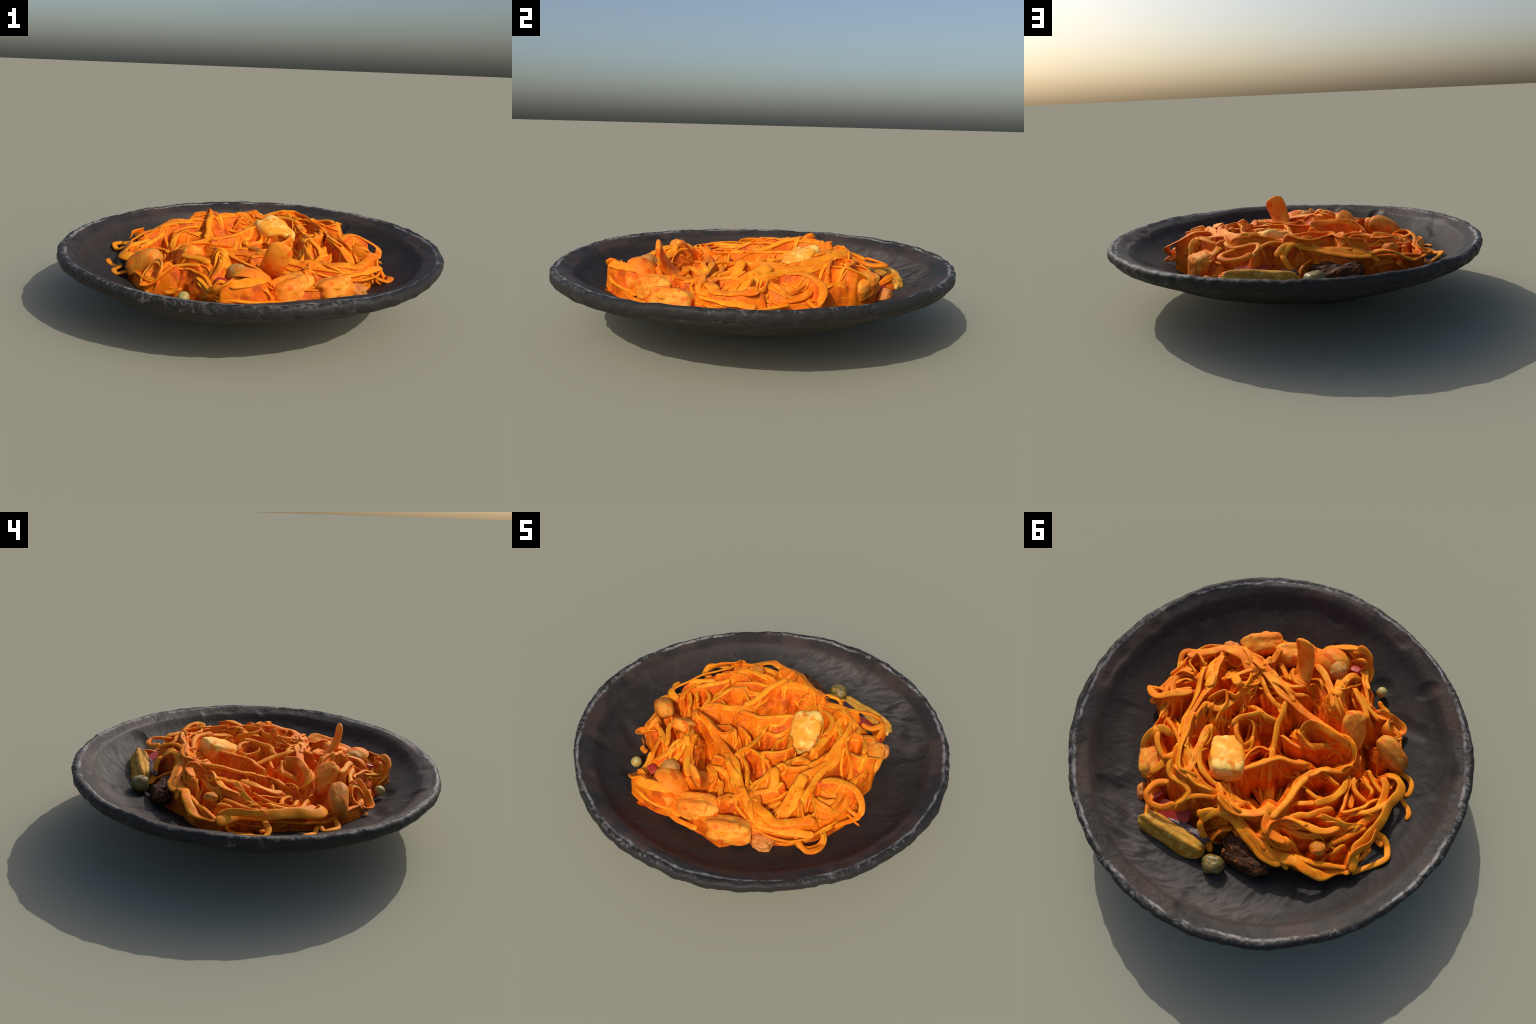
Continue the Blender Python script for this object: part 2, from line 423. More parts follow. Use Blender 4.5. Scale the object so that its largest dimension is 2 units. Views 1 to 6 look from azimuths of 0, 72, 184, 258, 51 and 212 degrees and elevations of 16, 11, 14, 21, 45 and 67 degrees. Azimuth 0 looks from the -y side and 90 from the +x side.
strand('free', 0.030, [(0.638, -0.116, 0.250), (0.678, -0.127, 0.225), (0.708, -0.169, 0.215), (0.716, -0.211, 0.215), (0.695, -0.242, 0.220), (0.645, -0.251, 0.240), (0.585, -0.239, 0.270)])
strand('ribbon', 0.030, [(0.375, -0.153, 0.368), (0.357, -0.219, 0.338), (0.308, -0.294, 0.326)])
strand('edge', 0.040, [(0.376, 0.013, 0.380), (0.359, -0.040, 0.383), (0.333, -0.079, 0.380), (0.304, -0.054, 0.374), (0.286, -0.014, 0.369), (0.287, 0.031, 0.362), (0.280, 0.088, 0.354)])
strand('edge', 0.035, [(0.323, -0.081, 0.378), (0.278, -0.087, 0.369), (0.277, -0.155, 0.352), (0.285, -0.229, 0.330), (0.305, -0.265, 0.323)])
strand('noodle', 0.030, [(0.203, 0.048, 0.376), (0.198, 0.003, 0.367), (0.176, -0.035, 0.359), (0.146, -0.070, 0.355), (0.130, -0.094, 0.353)])
strand('noodle', 0.030, [(0.199, 0.024, 0.361), (0.160, 0.071, 0.364), (0.123, 0.095, 0.357), (0.095, 0.105, 0.346)])
strand('noodle', 0.026, [(0.174, -0.030, 0.339), (0.138, -0.035, 0.332), (0.108, -0.006, 0.323), (0.089, 0.045, 0.320), (0.095, 0.105, 0.337)])
strand('noodle', 0.030, [(0.193, -0.097, 0.339), (0.149, -0.105, 0.336), (0.097, -0.101, 0.329), (0.040, -0.114, 0.322)])
strand('noodle', 0.022, [(0.490, 0.204, 0.367), (0.434, 0.229, 0.384), (0.372, 0.264, 0.397), (0.315, 0.309, 0.403)])
strand('ribbon', 0.040, [(0.492, 0.301, 0.338), (0.528, 0.265, 0.326), (0.536, 0.213, 0.321), (0.548, 0.146, 0.319), (0.568, 0.115, 0.317)])
strand('ribbon', 0.040, [(0.285, 0.082, 0.339), (0.320, 0.064, 0.340), (0.336, -0.003, 0.342), (0.335, -0.062, 0.338)])
strand('ribbon', 0.040, [(0.210, -0.049, 0.308), (0.243, -0.088, 0.308), (0.261, -0.160, 0.296), (0.267, -0.233, 0.277), (0.288, -0.297, 0.268)])
strand('ribbon', 0.050, [(0.076, -0.529, 0.313), (0.062, -0.557, 0.324), (0.052, -0.612, 0.331), (0.022, -0.644, 0.333), (-0.011, -0.671, 0.332), (-0.060, -0.699, 0.331), (-0.092, -0.700, 0.336)])
strand('ribbon', 0.060, [(-0.080, -0.682, 0.349), (-0.108, -0.705, 0.327), (-0.137, -0.704, 0.302), (-0.158, -0.684, 0.267), (-0.184, -0.657, 0.237), (-0.206, -0.623, 0.211)])
strand('ribbon', 0.035, [(-0.073, -0.677, 0.340), (-0.103, -0.663, 0.307), (-0.141, -0.631, 0.287), (-0.197, -0.597, 0.277)])
strand('ribbon', 0.040, [(-0.169, -0.562, 0.327), (-0.139, -0.529, 0.354), (-0.136, -0.460, 0.377), (-0.145, -0.391, 0.395), (-0.166, -0.340, 0.391), (-0.207, -0.319, 0.381), (-0.241, -0.309, 0.367)])
strand('ribbon', 0.040, [(0.048, -0.489, 0.339), (-0.020, -0.459, 0.355), (-0.088, -0.401, 0.369), (-0.152, -0.331, 0.380), (-0.175, -0.313, 0.366)])
strand('noodle', 0.030, [(-0.194, -0.474, 0.358), (-0.243, -0.434, 0.366), (-0.294, -0.403, 0.363), (-0.336, -0.360, 0.360)])
strand('noodle', 0.026, [(-0.236, -0.470, 0.342), (-0.293, -0.440, 0.333), (-0.350, -0.420, 0.319), (-0.392, -0.406, 0.308)])
strand('noodle', 0.028, [(-0.317, -0.542, 0.250), (-0.342, -0.531, 0.235), (-0.371, -0.531, 0.225), (-0.402, -0.517, 0.220)])
strand('ribbon', 0.045, [(-0.357, -0.449, 0.330), (-0.400, -0.466, 0.300), (-0.451, -0.485, 0.255), (-0.492, -0.487, 0.235), (-0.507, -0.463, 0.230), (-0.481, -0.439, 0.240), (-0.440, -0.444, 0.270), (-0.408, -0.440, 0.310), (-0.382, -0.413, 0.335)])
strand('ribbon', 0.055, [(-0.141, -0.405, 0.390), (-0.156, -0.443, 0.350), (-0.167, -0.497, 0.310), (-0.185, -0.569, 0.265), (-0.190, -0.606, 0.235)])
strand('arch', 0.040, [(-0.141, -0.405, 0.390), (-0.124, -0.425, 0.365), (-0.107, -0.465, 0.340), (-0.094, -0.542, 0.315)])
strand('noodle', 0.030, [(0.062, -0.221, 0.343), (0.041, -0.170, 0.339), (0.027, -0.101, 0.328), (-0.000, -0.036, 0.316), (-0.032, 0.034, 0.303), (-0.028, 0.027, 0.320), (-0.055, 0.082, 0.324), (-0.079, 0.130, 0.304), (-0.106, 0.173, 0.291)])
strand('ribbon', 0.035, [(-0.101, -0.116, 0.349), (-0.099, -0.160, 0.352), (-0.113, -0.187, 0.355), (-0.169, -0.190, 0.363), (-0.232, -0.188, 0.369), (-0.293, -0.192, 0.363), (-0.334, -0.188, 0.346), (-0.348, -0.204, 0.339), (-0.374, -0.180, 0.319), (-0.388, -0.136, 0.299), (-0.366, -0.089, 0.293), (-0.334, -0.056, 0.292), (-0.295, -0.052, 0.292)])
strand('ribbon', 0.035, [(-0.090, -0.126, 0.329), (-0.116, -0.096, 0.320), (-0.156, -0.085, 0.314), (-0.202, -0.113, 0.309), (-0.242, -0.152, 0.298), (-0.285, -0.194, 0.287)])
strand('noodle', 0.026, [(-0.021, -0.061, 0.319), (-0.067, -0.057, 0.319), (-0.111, -0.056, 0.320), (-0.137, -0.055, 0.322)])
strand('noodle', 0.028, [(0.143, -0.425, 0.302), (0.121, -0.383, 0.308), (0.079, -0.360, 0.317), (0.025, -0.362, 0.322)])
strand('ribbon', 0.040, [(0.264, -0.461, 0.337), (0.261, -0.431, 0.326), (0.260, -0.387, 0.316), (0.279, -0.401, 0.315), (0.278, -0.349, 0.314)])
strand('noodle', 0.030, [(0.287, -0.445, 0.286), (0.234, -0.426, 0.287), (0.173, -0.385, 0.292), (0.135, -0.354, 0.300)])
strand('free', 0.030, [(0.272, 0.464, 0.372), (0.318, 0.497, 0.359), (0.332, 0.534, 0.358), (0.328, 0.572, 0.357), (0.296, 0.596, 0.349), (0.254, 0.595, 0.351), (0.221, 0.582, 0.354), (0.201, 0.559, 0.358), (0.187, 0.534, 0.367)])
strand('noodle', 0.030, [(0.314, 0.326, 0.397), (0.328, 0.366, 0.389), (0.318, 0.405, 0.381), (0.284, 0.434, 0.372), (0.240, 0.440, 0.379), (0.195, 0.442, 0.389), (0.157, 0.459, 0.389), (0.157, 0.496, 0.375), (0.184, 0.534, 0.357)])
strand('free', 0.028, [(0.183, 0.566, 0.353), (0.170, 0.522, 0.366), (0.146, 0.481, 0.383), (0.106, 0.448, 0.394), (0.063, 0.423, 0.389), (0.019, 0.401, 0.372)])
strand('arch', 0.045, [(0.041, 0.539, 0.334), (0.021, 0.504, 0.373), (-0.007, 0.470, 0.389), (-0.043, 0.451, 0.374), (-0.092, 0.448, 0.359), (-0.143, 0.464, 0.352), (-0.193, 0.484, 0.344), (-0.253, 0.498, 0.338), (-0.301, 0.510, 0.334), (-0.356, 0.503, 0.329), (-0.387, 0.491, 0.328)])
strand('free', 0.035, [(0.076, 0.512, 0.340), (0.051, 0.506, 0.365), (0.031, 0.489, 0.382), (-0.002, 0.463, 0.388)])
strand('free', 0.038, [(0.042, 0.536, 0.350), (0.023, 0.557, 0.330), (-0.004, 0.572, 0.290), (-0.038, 0.588, 0.250), (-0.062, 0.608, 0.230)])
strand('free', 0.026, [(-0.033, 0.570, 0.250), (-0.040, 0.530, 0.270), (-0.063, 0.495, 0.290), (-0.098, 0.468, 0.310)])
strand('noodle', 0.030, [(0.147, 0.083, 0.353), (0.087, 0.131, 0.343), (0.058, 0.165, 0.336), (0.041, 0.205, 0.326), (0.047, 0.257, 0.330)])
strand('ribbon', 0.035, [(0.038, 0.193, 0.328), (0.056, 0.138, 0.331), (0.049, 0.079, 0.319), (0.029, 0.053, 0.317), (-0.018, 0.043, 0.314)])
strand('noodle', 0.030, [(0.054, 0.298, 0.336), (0.019, 0.340, 0.333), (-0.030, 0.343, 0.317), (-0.092, 0.342, 0.309), (-0.161, 0.344, 0.321), (-0.225, 0.332, 0.333)])
strand('noodle', 0.028, [(-0.069, 0.384, 0.320), (-0.125, 0.389, 0.320), (-0.175, 0.372, 0.324), (-0.224, 0.330, 0.328)])
strand('noodle', 0.020, [(0.039, 0.166, 0.250), (-0.008, 0.203, 0.225), (-0.066, 0.240, 0.215), (-0.130, 0.270, 0.225), (-0.197, 0.305, 0.260)])
strand('noodle', 0.020, [(0.008, 0.147, 0.240), (-0.021, 0.212, 0.225), (-0.079, 0.237, 0.227), (-0.140, 0.262, 0.225), (-0.199, 0.304, 0.260)])
strand('noodle', 0.020, [(0.008, 0.149, 0.230), (-0.041, 0.166, 0.225), (-0.092, 0.233, 0.239), (-0.135, 0.266, 0.225), (-0.201, 0.303, 0.260)])
strand('noodle', 0.020, [(-0.045, 0.130, 0.250), (-0.050, 0.201, 0.225), (-0.097, 0.219, 0.215), (-0.153, 0.254, 0.225), (-0.203, 0.301, 0.260)])
strand('noodle', 0.020, [(-0.034, 0.139, 0.240), (-0.074, 0.135, 0.225), (-0.110, 0.216, 0.227), (-0.143, 0.261, 0.225), (-0.205, 0.300, 0.260)])
strand('noodle', 0.020, [(-0.076, 0.113, 0.230), (-0.084, 0.163, 0.225), (-0.123, 0.212, 0.239), (-0.159, 0.250, 0.225), (-0.207, 0.298, 0.260)])
strand('noodle', 0.020, [(-0.092, 0.119, 0.250), (-0.102, 0.133, 0.225), (-0.128, 0.198, 0.215), (-0.158, 0.250, 0.225), (-0.209, 0.297, 0.260)])
strand('ribbon', 0.036, [(-0.394, -0.127, 0.312), (-0.379, -0.088, 0.312), (-0.354, -0.052, 0.315), (-0.318, -0.034, 0.324), (-0.286, -0.011, 0.328), (-0.267, 0.023, 0.325), (-0.237, 0.064, 0.320), (-0.229, 0.109, 0.320), (-0.235, 0.172, 0.332), (-0.242, 0.223, 0.348), (-0.254, 0.265, 0.362), (-0.248, 0.309, 0.369), (-0.240, 0.356, 0.368), (-0.237, 0.388, 0.362), (-0.221, 0.437, 0.351), (-0.219, 0.471, 0.340)])
strand('ribbon', 0.036, [(-0.239, 0.360, 0.362), (-0.238, 0.403, 0.362), (-0.255, 0.443, 0.361), (-0.298, 0.469, 0.357), (-0.350, 0.480, 0.341), (-0.390, 0.482, 0.322), (-0.421, 0.490, 0.301)])
strand('arch', 0.045, [(-0.309, 0.473, 0.346), (-0.372, 0.462, 0.334), (-0.432, 0.449, 0.340), (-0.491, 0.448, 0.333), (-0.543, 0.435, 0.306), (-0.578, 0.408, 0.279), (-0.607, 0.360, 0.269), (-0.640, 0.334, 0.273), (-0.671, 0.332, 0.288)])
strand('ribbon', 0.050, [(-0.675, 0.330, 0.288), (-0.662, 0.293, 0.290), (-0.644, 0.249, 0.294), (-0.635, 0.215, 0.297), (-0.650, 0.146, 0.296), (-0.661, 0.081, 0.299), (-0.662, 0.017, 0.304), (-0.656, -0.062, 0.301), (-0.664, -0.138, 0.294), (-0.650, -0.180, 0.293), (-0.609, -0.198, 0.292), (-0.565, -0.187, 0.289)])
strand('ribbon', 0.045, [(-0.583, 0.133, 0.298), (-0.602, 0.081, 0.293), (-0.618, 0.033, 0.294), (-0.620, -0.024, 0.294), (-0.609, -0.086, 0.289), (-0.588, -0.141, 0.285), (-0.554, -0.163, 0.286)])
strand('noodle', 0.028, [(-0.561, 0.068, 0.314), (-0.592, 0.035, 0.310), (-0.623, -0.014, 0.310), (-0.644, -0.063, 0.306)])
strand('noodle', 0.028, [(-0.590, -0.046, 0.298), (-0.568, -0.008, 0.300), (-0.555, 0.030, 0.303), (-0.519, 0.082, 0.317), (-0.487, 0.123, 0.337)])
strand('ribbon', 0.035, [(-0.420, -0.040, 0.305), (-0.425, 0.012, 0.314), (-0.415, 0.081, 0.340), (-0.390, 0.124, 0.350), (-0.359, 0.163, 0.354)])
strand('noodle', 0.026, [(-0.282, 0.119, 0.322), (-0.328, 0.128, 0.338), (-0.371, 0.133, 0.349)])
strand('noodle', 0.026, [(-0.320, -0.010, 0.306), (-0.368, 0.001, 0.304), (-0.406, 0.003, 0.302)])
strand('noodle', 0.022, [(-0.410, -0.077, 0.286), (-0.435, -0.049, 0.282), (-0.448, 0.002, 0.290), (-0.469, 0.064, 0.311), (-0.482, 0.121, 0.323)])
strand('noodle', 0.024, [(-0.437, -0.083, 0.286), (-0.467, -0.035, 0.286), (-0.505, -0.014, 0.289), (-0.550, -0.006, 0.291)])
strand('noodle', 0.022, [(-0.486, -0.105, 0.286), (-0.514, -0.084, 0.286), (-0.544, -0.075, 0.288), (-0.553, -0.052, 0.291)])
strand('noodle', 0.024, [(-0.479, -0.161, 0.281), (-0.518, -0.132, 0.275), (-0.556, -0.112, 0.276), (-0.591, -0.095, 0.278)])
strand('ribbon', 0.030, [(-0.484, -0.040, 0.250), (-0.483, 0.011, 0.261), (-0.501, 0.059, 0.272)])
strand('ribbon', 0.036, [(-0.419, 0.203, 0.370), (-0.479, 0.186, 0.361), (-0.530, 0.170, 0.342), (-0.582, 0.137, 0.318), (-0.605, 0.108, 0.312)])
strand('noodle', 0.030, [(-0.293, 0.307, 0.347), (-0.324, 0.255, 0.350), (-0.366, 0.227, 0.351), (-0.405, 0.178, 0.349), (-0.441, 0.132, 0.343)])
strand('noodle', 0.026, [(-0.278, 0.206, 0.326), (-0.324, 0.177, 0.331), (-0.370, 0.152, 0.333), (-0.415, 0.129, 0.333)])
strand('ribbon', 0.036, [(-0.293, 0.315, 0.367), (-0.339, 0.295, 0.370), (-0.389, 0.280, 0.369), (-0.435, 0.273, 0.366), (-0.486, 0.244, 0.360), (-0.517, 0.198, 0.350)])
strand('ribbon', 0.036, [(-0.280, 0.347, 0.345), (-0.339, 0.338, 0.344), (-0.389, 0.324, 0.341), (-0.440, 0.294, 0.338), (-0.476, 0.257, 0.333), (-0.495, 0.215, 0.328)])
strand('noodle', 0.028, [(-0.529, 0.278, 0.333), (-0.559, 0.228, 0.323), (-0.581, 0.183, 0.311), (-0.618, 0.110, 0.301)])
strand('noodle', 0.024, [(-0.557, 0.311, 0.318), (-0.567, 0.273, 0.317), (-0.584, 0.244, 0.311)])
strand('noodle', 0.024, [(-0.067, 0.037, 0.289), (-0.120, 0.030, 0.288), (-0.177, 0.050, 0.290), (-0.218, 0.065, 0.295)])
strand('ribbon', 0.034, [(-0.012, 0.005, 0.280), (-0.063, 0.080, 0.265), (-0.112, 0.167, 0.250), (-0.164, 0.250, 0.235), (-0.204, 0.317, 0.260)])
strand('free', 0.034, [(-0.656, 0.106, 0.270), (-0.704, 0.090, 0.255), (-0.742, 0.107, 0.240), (-0.767, 0.141, 0.235), (-0.776, 0.172, 0.235), (-0.755, 0.210, 0.225), (-0.729, 0.247, 0.220), (-0.695, 0.291, 0.220), (-0.675, 0.318, 0.230)])
strand('free', 0.026, [(-0.607, -0.257, 0.240), (-0.645, -0.260, 0.225), (-0.676, -0.251, 0.215), (-0.700, -0.221, 0.215), (-0.702, -0.182, 0.215), (-0.663, -0.172, 0.230)])
strand('free', 0.026, [(-0.669, -0.153, 0.230), (-0.702, -0.135, 0.218), (-0.736, -0.115, 0.212), (-0.756, -0.089, 0.212), (-0.758, -0.056, 0.215)])
strand('free', 0.030, [(0.627, -0.259, 0.240), (0.649, -0.247, 0.215), (0.680, -0.216, 0.210), (0.691, -0.174, 0.215), (0.684, -0.143, 0.235), (0.672, -0.136, 0.260)])
strand('noodle', 0.030, [(0.309, -0.385, 0.300), (0.379, -0.385, 0.280), (0.456, -0.372, 0.265), (0.536, -0.355, 0.260), (0.596, -0.317, 0.260), (0.630, -0.282, 0.260), (0.654, -0.201, 0.265), (0.659, -0.106, 0.270), (0.663, -0.038, 0.280)])
strand('ribbon', 0.040, [(0.260, -0.319, 0.335), (0.348, -0.347, 0.320), (0.421, -0.362, 0.300), (0.485, -0.355, 0.290), (0.583, -0.277, 0.285), (0.627, -0.235, 0.285), (0.668, -0.183, 0.280)])
strand('noodle', 0.030, [(0.360, -0.302, 0.275), (0.436, -0.303, 0.260), (0.497, -0.286, 0.255), (0.551, -0.251, 0.260)])
strand('ribbon', 0.040, [(0.406, -0.026, 0.390), (0.409, -0.068, 0.385), (0.426, -0.109, 0.370), (0.445, -0.139, 0.350), (0.465, -0.189, 0.330), (0.490, -0.237, 0.305), (0.514, -0.278, 0.285)])
strand('ribbon', 0.040, [(0.478, 0.010, 0.370), (0.507, 0.050, 0.380), (0.546, 0.079, 0.382), (0.587, 0.113, 0.365), (0.624, 0.124, 0.345), (0.665, 0.111, 0.325), (0.698, 0.087, 0.305), (0.695, 0.072, 0.270), (0.689, 0.051, 0.255)])
strand('noodle', 0.026, [(0.647, 0.040, 0.270), (0.675, 0.052, 0.250), (0.701, 0.061, 0.235), (0.721, 0.069, 0.225)])
strand('noodle', 0.028, [(0.668, -0.050, 0.250), (0.671, -0.003, 0.245), (0.680, 0.045, 0.240), (0.684, 0.080, 0.240)])
strand('noodle', 0.030, [(0.549, -0.077, 0.330), (0.582, -0.072, 0.325), (0.604, -0.041, 0.320), (0.600, 0.003, 0.325), (0.581, 0.042, 0.335), (0.551, 0.080, 0.345)])
strand('noodle', 0.032, [(0.579, -0.095, 0.300), (0.612, -0.069, 0.295), (0.630, -0.023, 0.295), (0.627, 0.024, 0.300), (0.614, 0.062, 0.315), (0.582, 0.097, 0.325)])
strand('noodle', 0.026, [(0.614, -0.129, 0.275), (0.628, -0.080, 0.270), (0.631, -0.012, 0.270), (0.624, 0.043, 0.275), (0.611, 0.083, 0.285), (0.590, 0.111, 0.300)])
strand('ribbon', 0.040, [(0.530, -0.053, 0.335), (0.565, -0.046, 0.330), (0.587, -0.008, 0.330), (0.585, 0.010, 0.335)])
strand('noodle', 0.024, [(0.508, 0.006, 0.335), (0.542, 0.023, 0.330), (0.579, 0.033, 0.325)])
strand('noodle', 0.026, [(0.606, -0.145, 0.255), (0.626, -0.088, 0.250), (0.638, -0.029, 0.250), (0.637, 0.005, 0.255)])
strand('noodle', 0.026, [(0.626, -0.152, 0.245), (0.648, -0.105, 0.240), (0.652, -0.051, 0.240)])
strand('noodle', 0.026, [(0.319, -0.273, 0.285), (0.352, -0.250, 0.290), (0.373, -0.206, 0.300)])
strand('noodle', 0.028, [(0.352, -0.277, 0.265), (0.373, -0.234, 0.285), (0.396, -0.196, 0.305), (0.408, -0.144, 0.330)])
strand('noodle', 0.030, [(0.387, -0.278, 0.255), (0.401, -0.230, 0.275), (0.420, -0.191, 0.295)])
strand('noodle', 0.026, [(0.423, -0.277, 0.245), (0.428, -0.234, 0.260), (0.435, -0.197, 0.280)])
strand('noodle', 0.030, [(0.504, -0.071, 0.355), (0.542, -0.088, 0.340), (0.584, -0.112, 0.315), (0.600, -0.136, 0.295), (0.612, -0.166, 0.270)])
strand('noodle', 0.030, [(0.508, -0.120, 0.330), (0.530, -0.160, 0.320), (0.561, -0.192, 0.300), (0.580, -0.186, 0.290), (0.580, -0.151, 0.295)])
strand('ribbon', 0.035, [(0.289, -0.259, 0.305), (0.339, -0.228, 0.312), (0.341, -0.235, 0.313), (0.388, -0.185, 0.341)])
strand('ribbon', 0.035, [(0.286, -0.256, 0.306), (0.283, -0.207, 0.320), (0.279, -0.144, 0.344), (0.281, -0.047, 0.368), (0.298, 0.013, 0.379), (0.336, 0.032, 0.385), (0.373, 0.039, 0.383), (0.371, 0.104, 0.378)])
strand('noodle', 0.028, [(0.280, -0.264, 0.296), (0.257, -0.209, 0.313), (0.268, -0.145, 0.335), (0.283, -0.080, 0.356), (0.298, -0.028, 0.370)])
strand('arch', 0.035, [(-0.118, -0.650, 0.290), (-0.093, -0.660, 0.315), (-0.051, -0.670, 0.332), (-0.014, -0.671, 0.325), (0.020, -0.663, 0.300)])
strand('ribbon', 0.040, [(-0.127, -0.706, 0.310), (-0.095, -0.674, 0.295), (-0.039, -0.653, 0.275), (0.022, -0.640, 0.250), (0.091, -0.631, 0.235), (0.161, -0.611, 0.225)])
strand('ribbon', 0.035, [(-0.144, -0.654, 0.330), (-0.108, -0.647, 0.310), (-0.063, -0.643, 0.280), (0.011, -0.626, 0.250), (0.066, -0.615, 0.240), (0.113, -0.607, 0.240)])
strand('noodle', 0.035, [(0.012, -0.659, 0.220), (0.079, -0.647, 0.220), (0.125, -0.645, 0.218), (0.176, -0.632, 0.215), (0.225, -0.608, 0.212), (0.266, -0.586, 0.212)])
strand('ribbon', 0.045, [(-0.070, -0.593, 0.337), (-0.032, -0.595, 0.315), (0.024, -0.586, 0.293), (0.066, -0.561, 0.272), (0.105, -0.512, 0.258), (0.145, -0.461, 0.261)])
strand('noodle', 0.030, [(0.034, -0.360, 0.322), (0.087, -0.321, 0.319), (0.148, -0.316, 0.312), (0.193, -0.335, 0.301), (0.231, -0.357, 0.292), (0.262, -0.386, 0.286)])
strand('edge', 0.040, [(0.027, -0.371, 0.322), (0.082, -0.381, 0.304), (0.124, -0.401, 0.286), (0.149, -0.433, 0.271)])
strand('ribbon', 0.045, [(0.492, 0.388, 0.330), (0.505, 0.341, 0.365), (0.490, 0.298, 0.385), (0.455, 0.265, 0.385), (0.413, 0.266, 0.375)])
strand('ribbon', 0.040, [(0.456, 0.435, 0.300), (0.398, 0.449, 0.315), (0.348, 0.430, 0.335), (0.335, 0.392, 0.355), (0.351, 0.354, 0.370)])
strand('noodle', 0.030, [(0.467, 0.297, 0.395), (0.438, 0.341, 0.395), (0.396, 0.370, 0.385), (0.352, 0.380, 0.375)])
strand('ribbon', 0.035, [(0.282, 0.360, 0.360), (0.336, 0.374, 0.365), (0.370, 0.443, 0.350), (0.395, 0.493, 0.315)])
strand('ribbon', 0.040, [(0.306, 0.298, 0.375), (0.350, 0.360, 0.375), (0.363, 0.433, 0.365), (0.386, 0.473, 0.345)])
strand('ribbon', 0.040, [(-0.653, 0.325, 0.295), (-0.637, 0.273, 0.315), (-0.654, 0.222, 0.320), (-0.678, 0.166, 0.320), (-0.668, 0.095, 0.315)])
strand('noodle', 0.030, [(-0.730, 0.129, 0.250), (-0.647, 0.089, 0.225), (-0.678, 0.066, 0.215)])
strand('noodle', 0.030, [(-0.670, 0.302, 0.290), (-0.648, 0.277, 0.230), (-0.662, 0.257, 0.220), (-0.679, 0.217, 0.218), (-0.683, 0.153, 0.215)])
strand('ribbon', 0.040, [(-0.563, 0.425, 0.230), (-0.525, 0.432, 0.260), (-0.527, 0.414, 0.280)])
strand('ribbon', 0.045, [(-0.357, 0.405, 0.385), (-0.252, 0.409, 0.400), (-0.208, 0.313, 0.400), (-0.173, 0.362, 0.398), (-0.085, 0.413, 0.394), (0.025, 0.403, 0.420)])
strand('noodle', 0.035, [(-0.240, 0.353, 0.405), (-0.250, 0.229, 0.380), (-0.242, 0.132, 0.345), (-0.254, 0.064, 0.340)])
strand('noodle', 0.030, [(-0.216, 0.009, 0.345), (-0.149, 0.041, 0.350), (-0.087, 0.068, 0.360), (-0.026, 0.154, 0.370), (0.041, 0.252, 0.375)])
strand('ribbon', 0.040, [(-0.083, 0.368, 0.385), (-0.028, 0.446, 0.385), (0.030, 0.382, 0.390), (0.075, 0.344, 0.385)])
strand('ribbon', 0.050, [(0.157, 0.391, 0.420), (0.210, 0.401, 0.420), (0.263, 0.398, 0.415), (0.319, 0.316, 0.405), (0.355, 0.215, 0.400), (0.393, 0.111, 0.390)])
strand('ribbon', 0.045, [(0.209, 0.383, 0.420), (0.243, 0.292, 0.400), (0.268, 0.201, 0.385), (0.292, 0.126, 0.375)])
strand('ribbon', 0.050, [(0.414, -0.046, 0.395), (0.442, -0.104, 0.380), (0.479, -0.120, 0.355), (0.494, -0.198, 0.330), (0.502, -0.249, 0.305), (0.510, -0.270, 0.285)])
strand('ribbon', 0.040, [(0.295, -0.143, 0.405), (0.324, -0.165, 0.385), (0.354, -0.187, 0.355), (0.369, -0.215, 0.330)])


# ------------------------------------------------------------------ sauce bed as a height field draped over the strands
CELL, HALF = 0.0028, 0.90
NG = int(2 * HALF / CELL) + 1
gx = np.linspace(-HALF, HALF, NG)
GX, GY = np.meshgrid(gx, gx, indexing="ij")
flat = np.stack([GX.ravel(), GY.ravel(), 0 * GX.ravel()], 1)
floor = plate_z(GX, GY)
rho, phi = np.hypot(GX, GY), np.arctan2(GY, GX)
skirt = smooth(0.0, 0.085, outline(phi) - 0.035 + 0.02 * fbm(flat * 6, 2).reshape(NG, NG) - rho)
top = crest(GX, GY)
lumps = (0.020 * fbm(flat * [9, 9, 1], 3) + 0.010 * np.abs(perlin(flat * 22 + 8))).reshape(NG, NG)
depth = 0.150
# broad smooth pasta sheets where the pile is not deeply folded: (x, y, radius)
for sx, sy, sr in ((-0.03, -0.57, 0.15), (0.28, 0.32, 0.13), (-0.48, 0.32, 0.12), (-0.42, 0.10, 0.09), (-0.35, -0.38, 0.08), (0.50, 0.20, 0.12)):
    depth = depth - 0.08 * np.exp(-((GX - sx) ** 2 + (GY - sy) ** 2) / (2 * (0.6 * sr) ** 2))
# deep hollows between the folds: (x, y, radius, extra depth)
for hx, hy, hr, hd in ((-0.33, -0.10, 0.06, 0.05), (-0.17, -0.33, 0.05, 0.07), (0.30, 0.56, 0.06, 0.05), (-0.16, 0.57, 0.09, 0.10), (-0.08, 0.20, 0.11, 0.06), (0.40, -0.20, 0.04, 0.04), (0.04, 0.09, 0.04, 0.03), (0.02, -0.36, 0.05, 0.05)):
    depth = depth + hd * np.exp(-((GX - hx) ** 2 + (GY - hy) ** 2) / (2 * (0.7 * hr) ** 2))
bed = floor - 0.006 + (top - depth + lumps - floor + 0.006) * skirt


def spline(points, step):
    n = max(6, int(np.linalg.norm(np.diff(points, axis=0), axis=1).sum() / step))
    return resample(points, n)


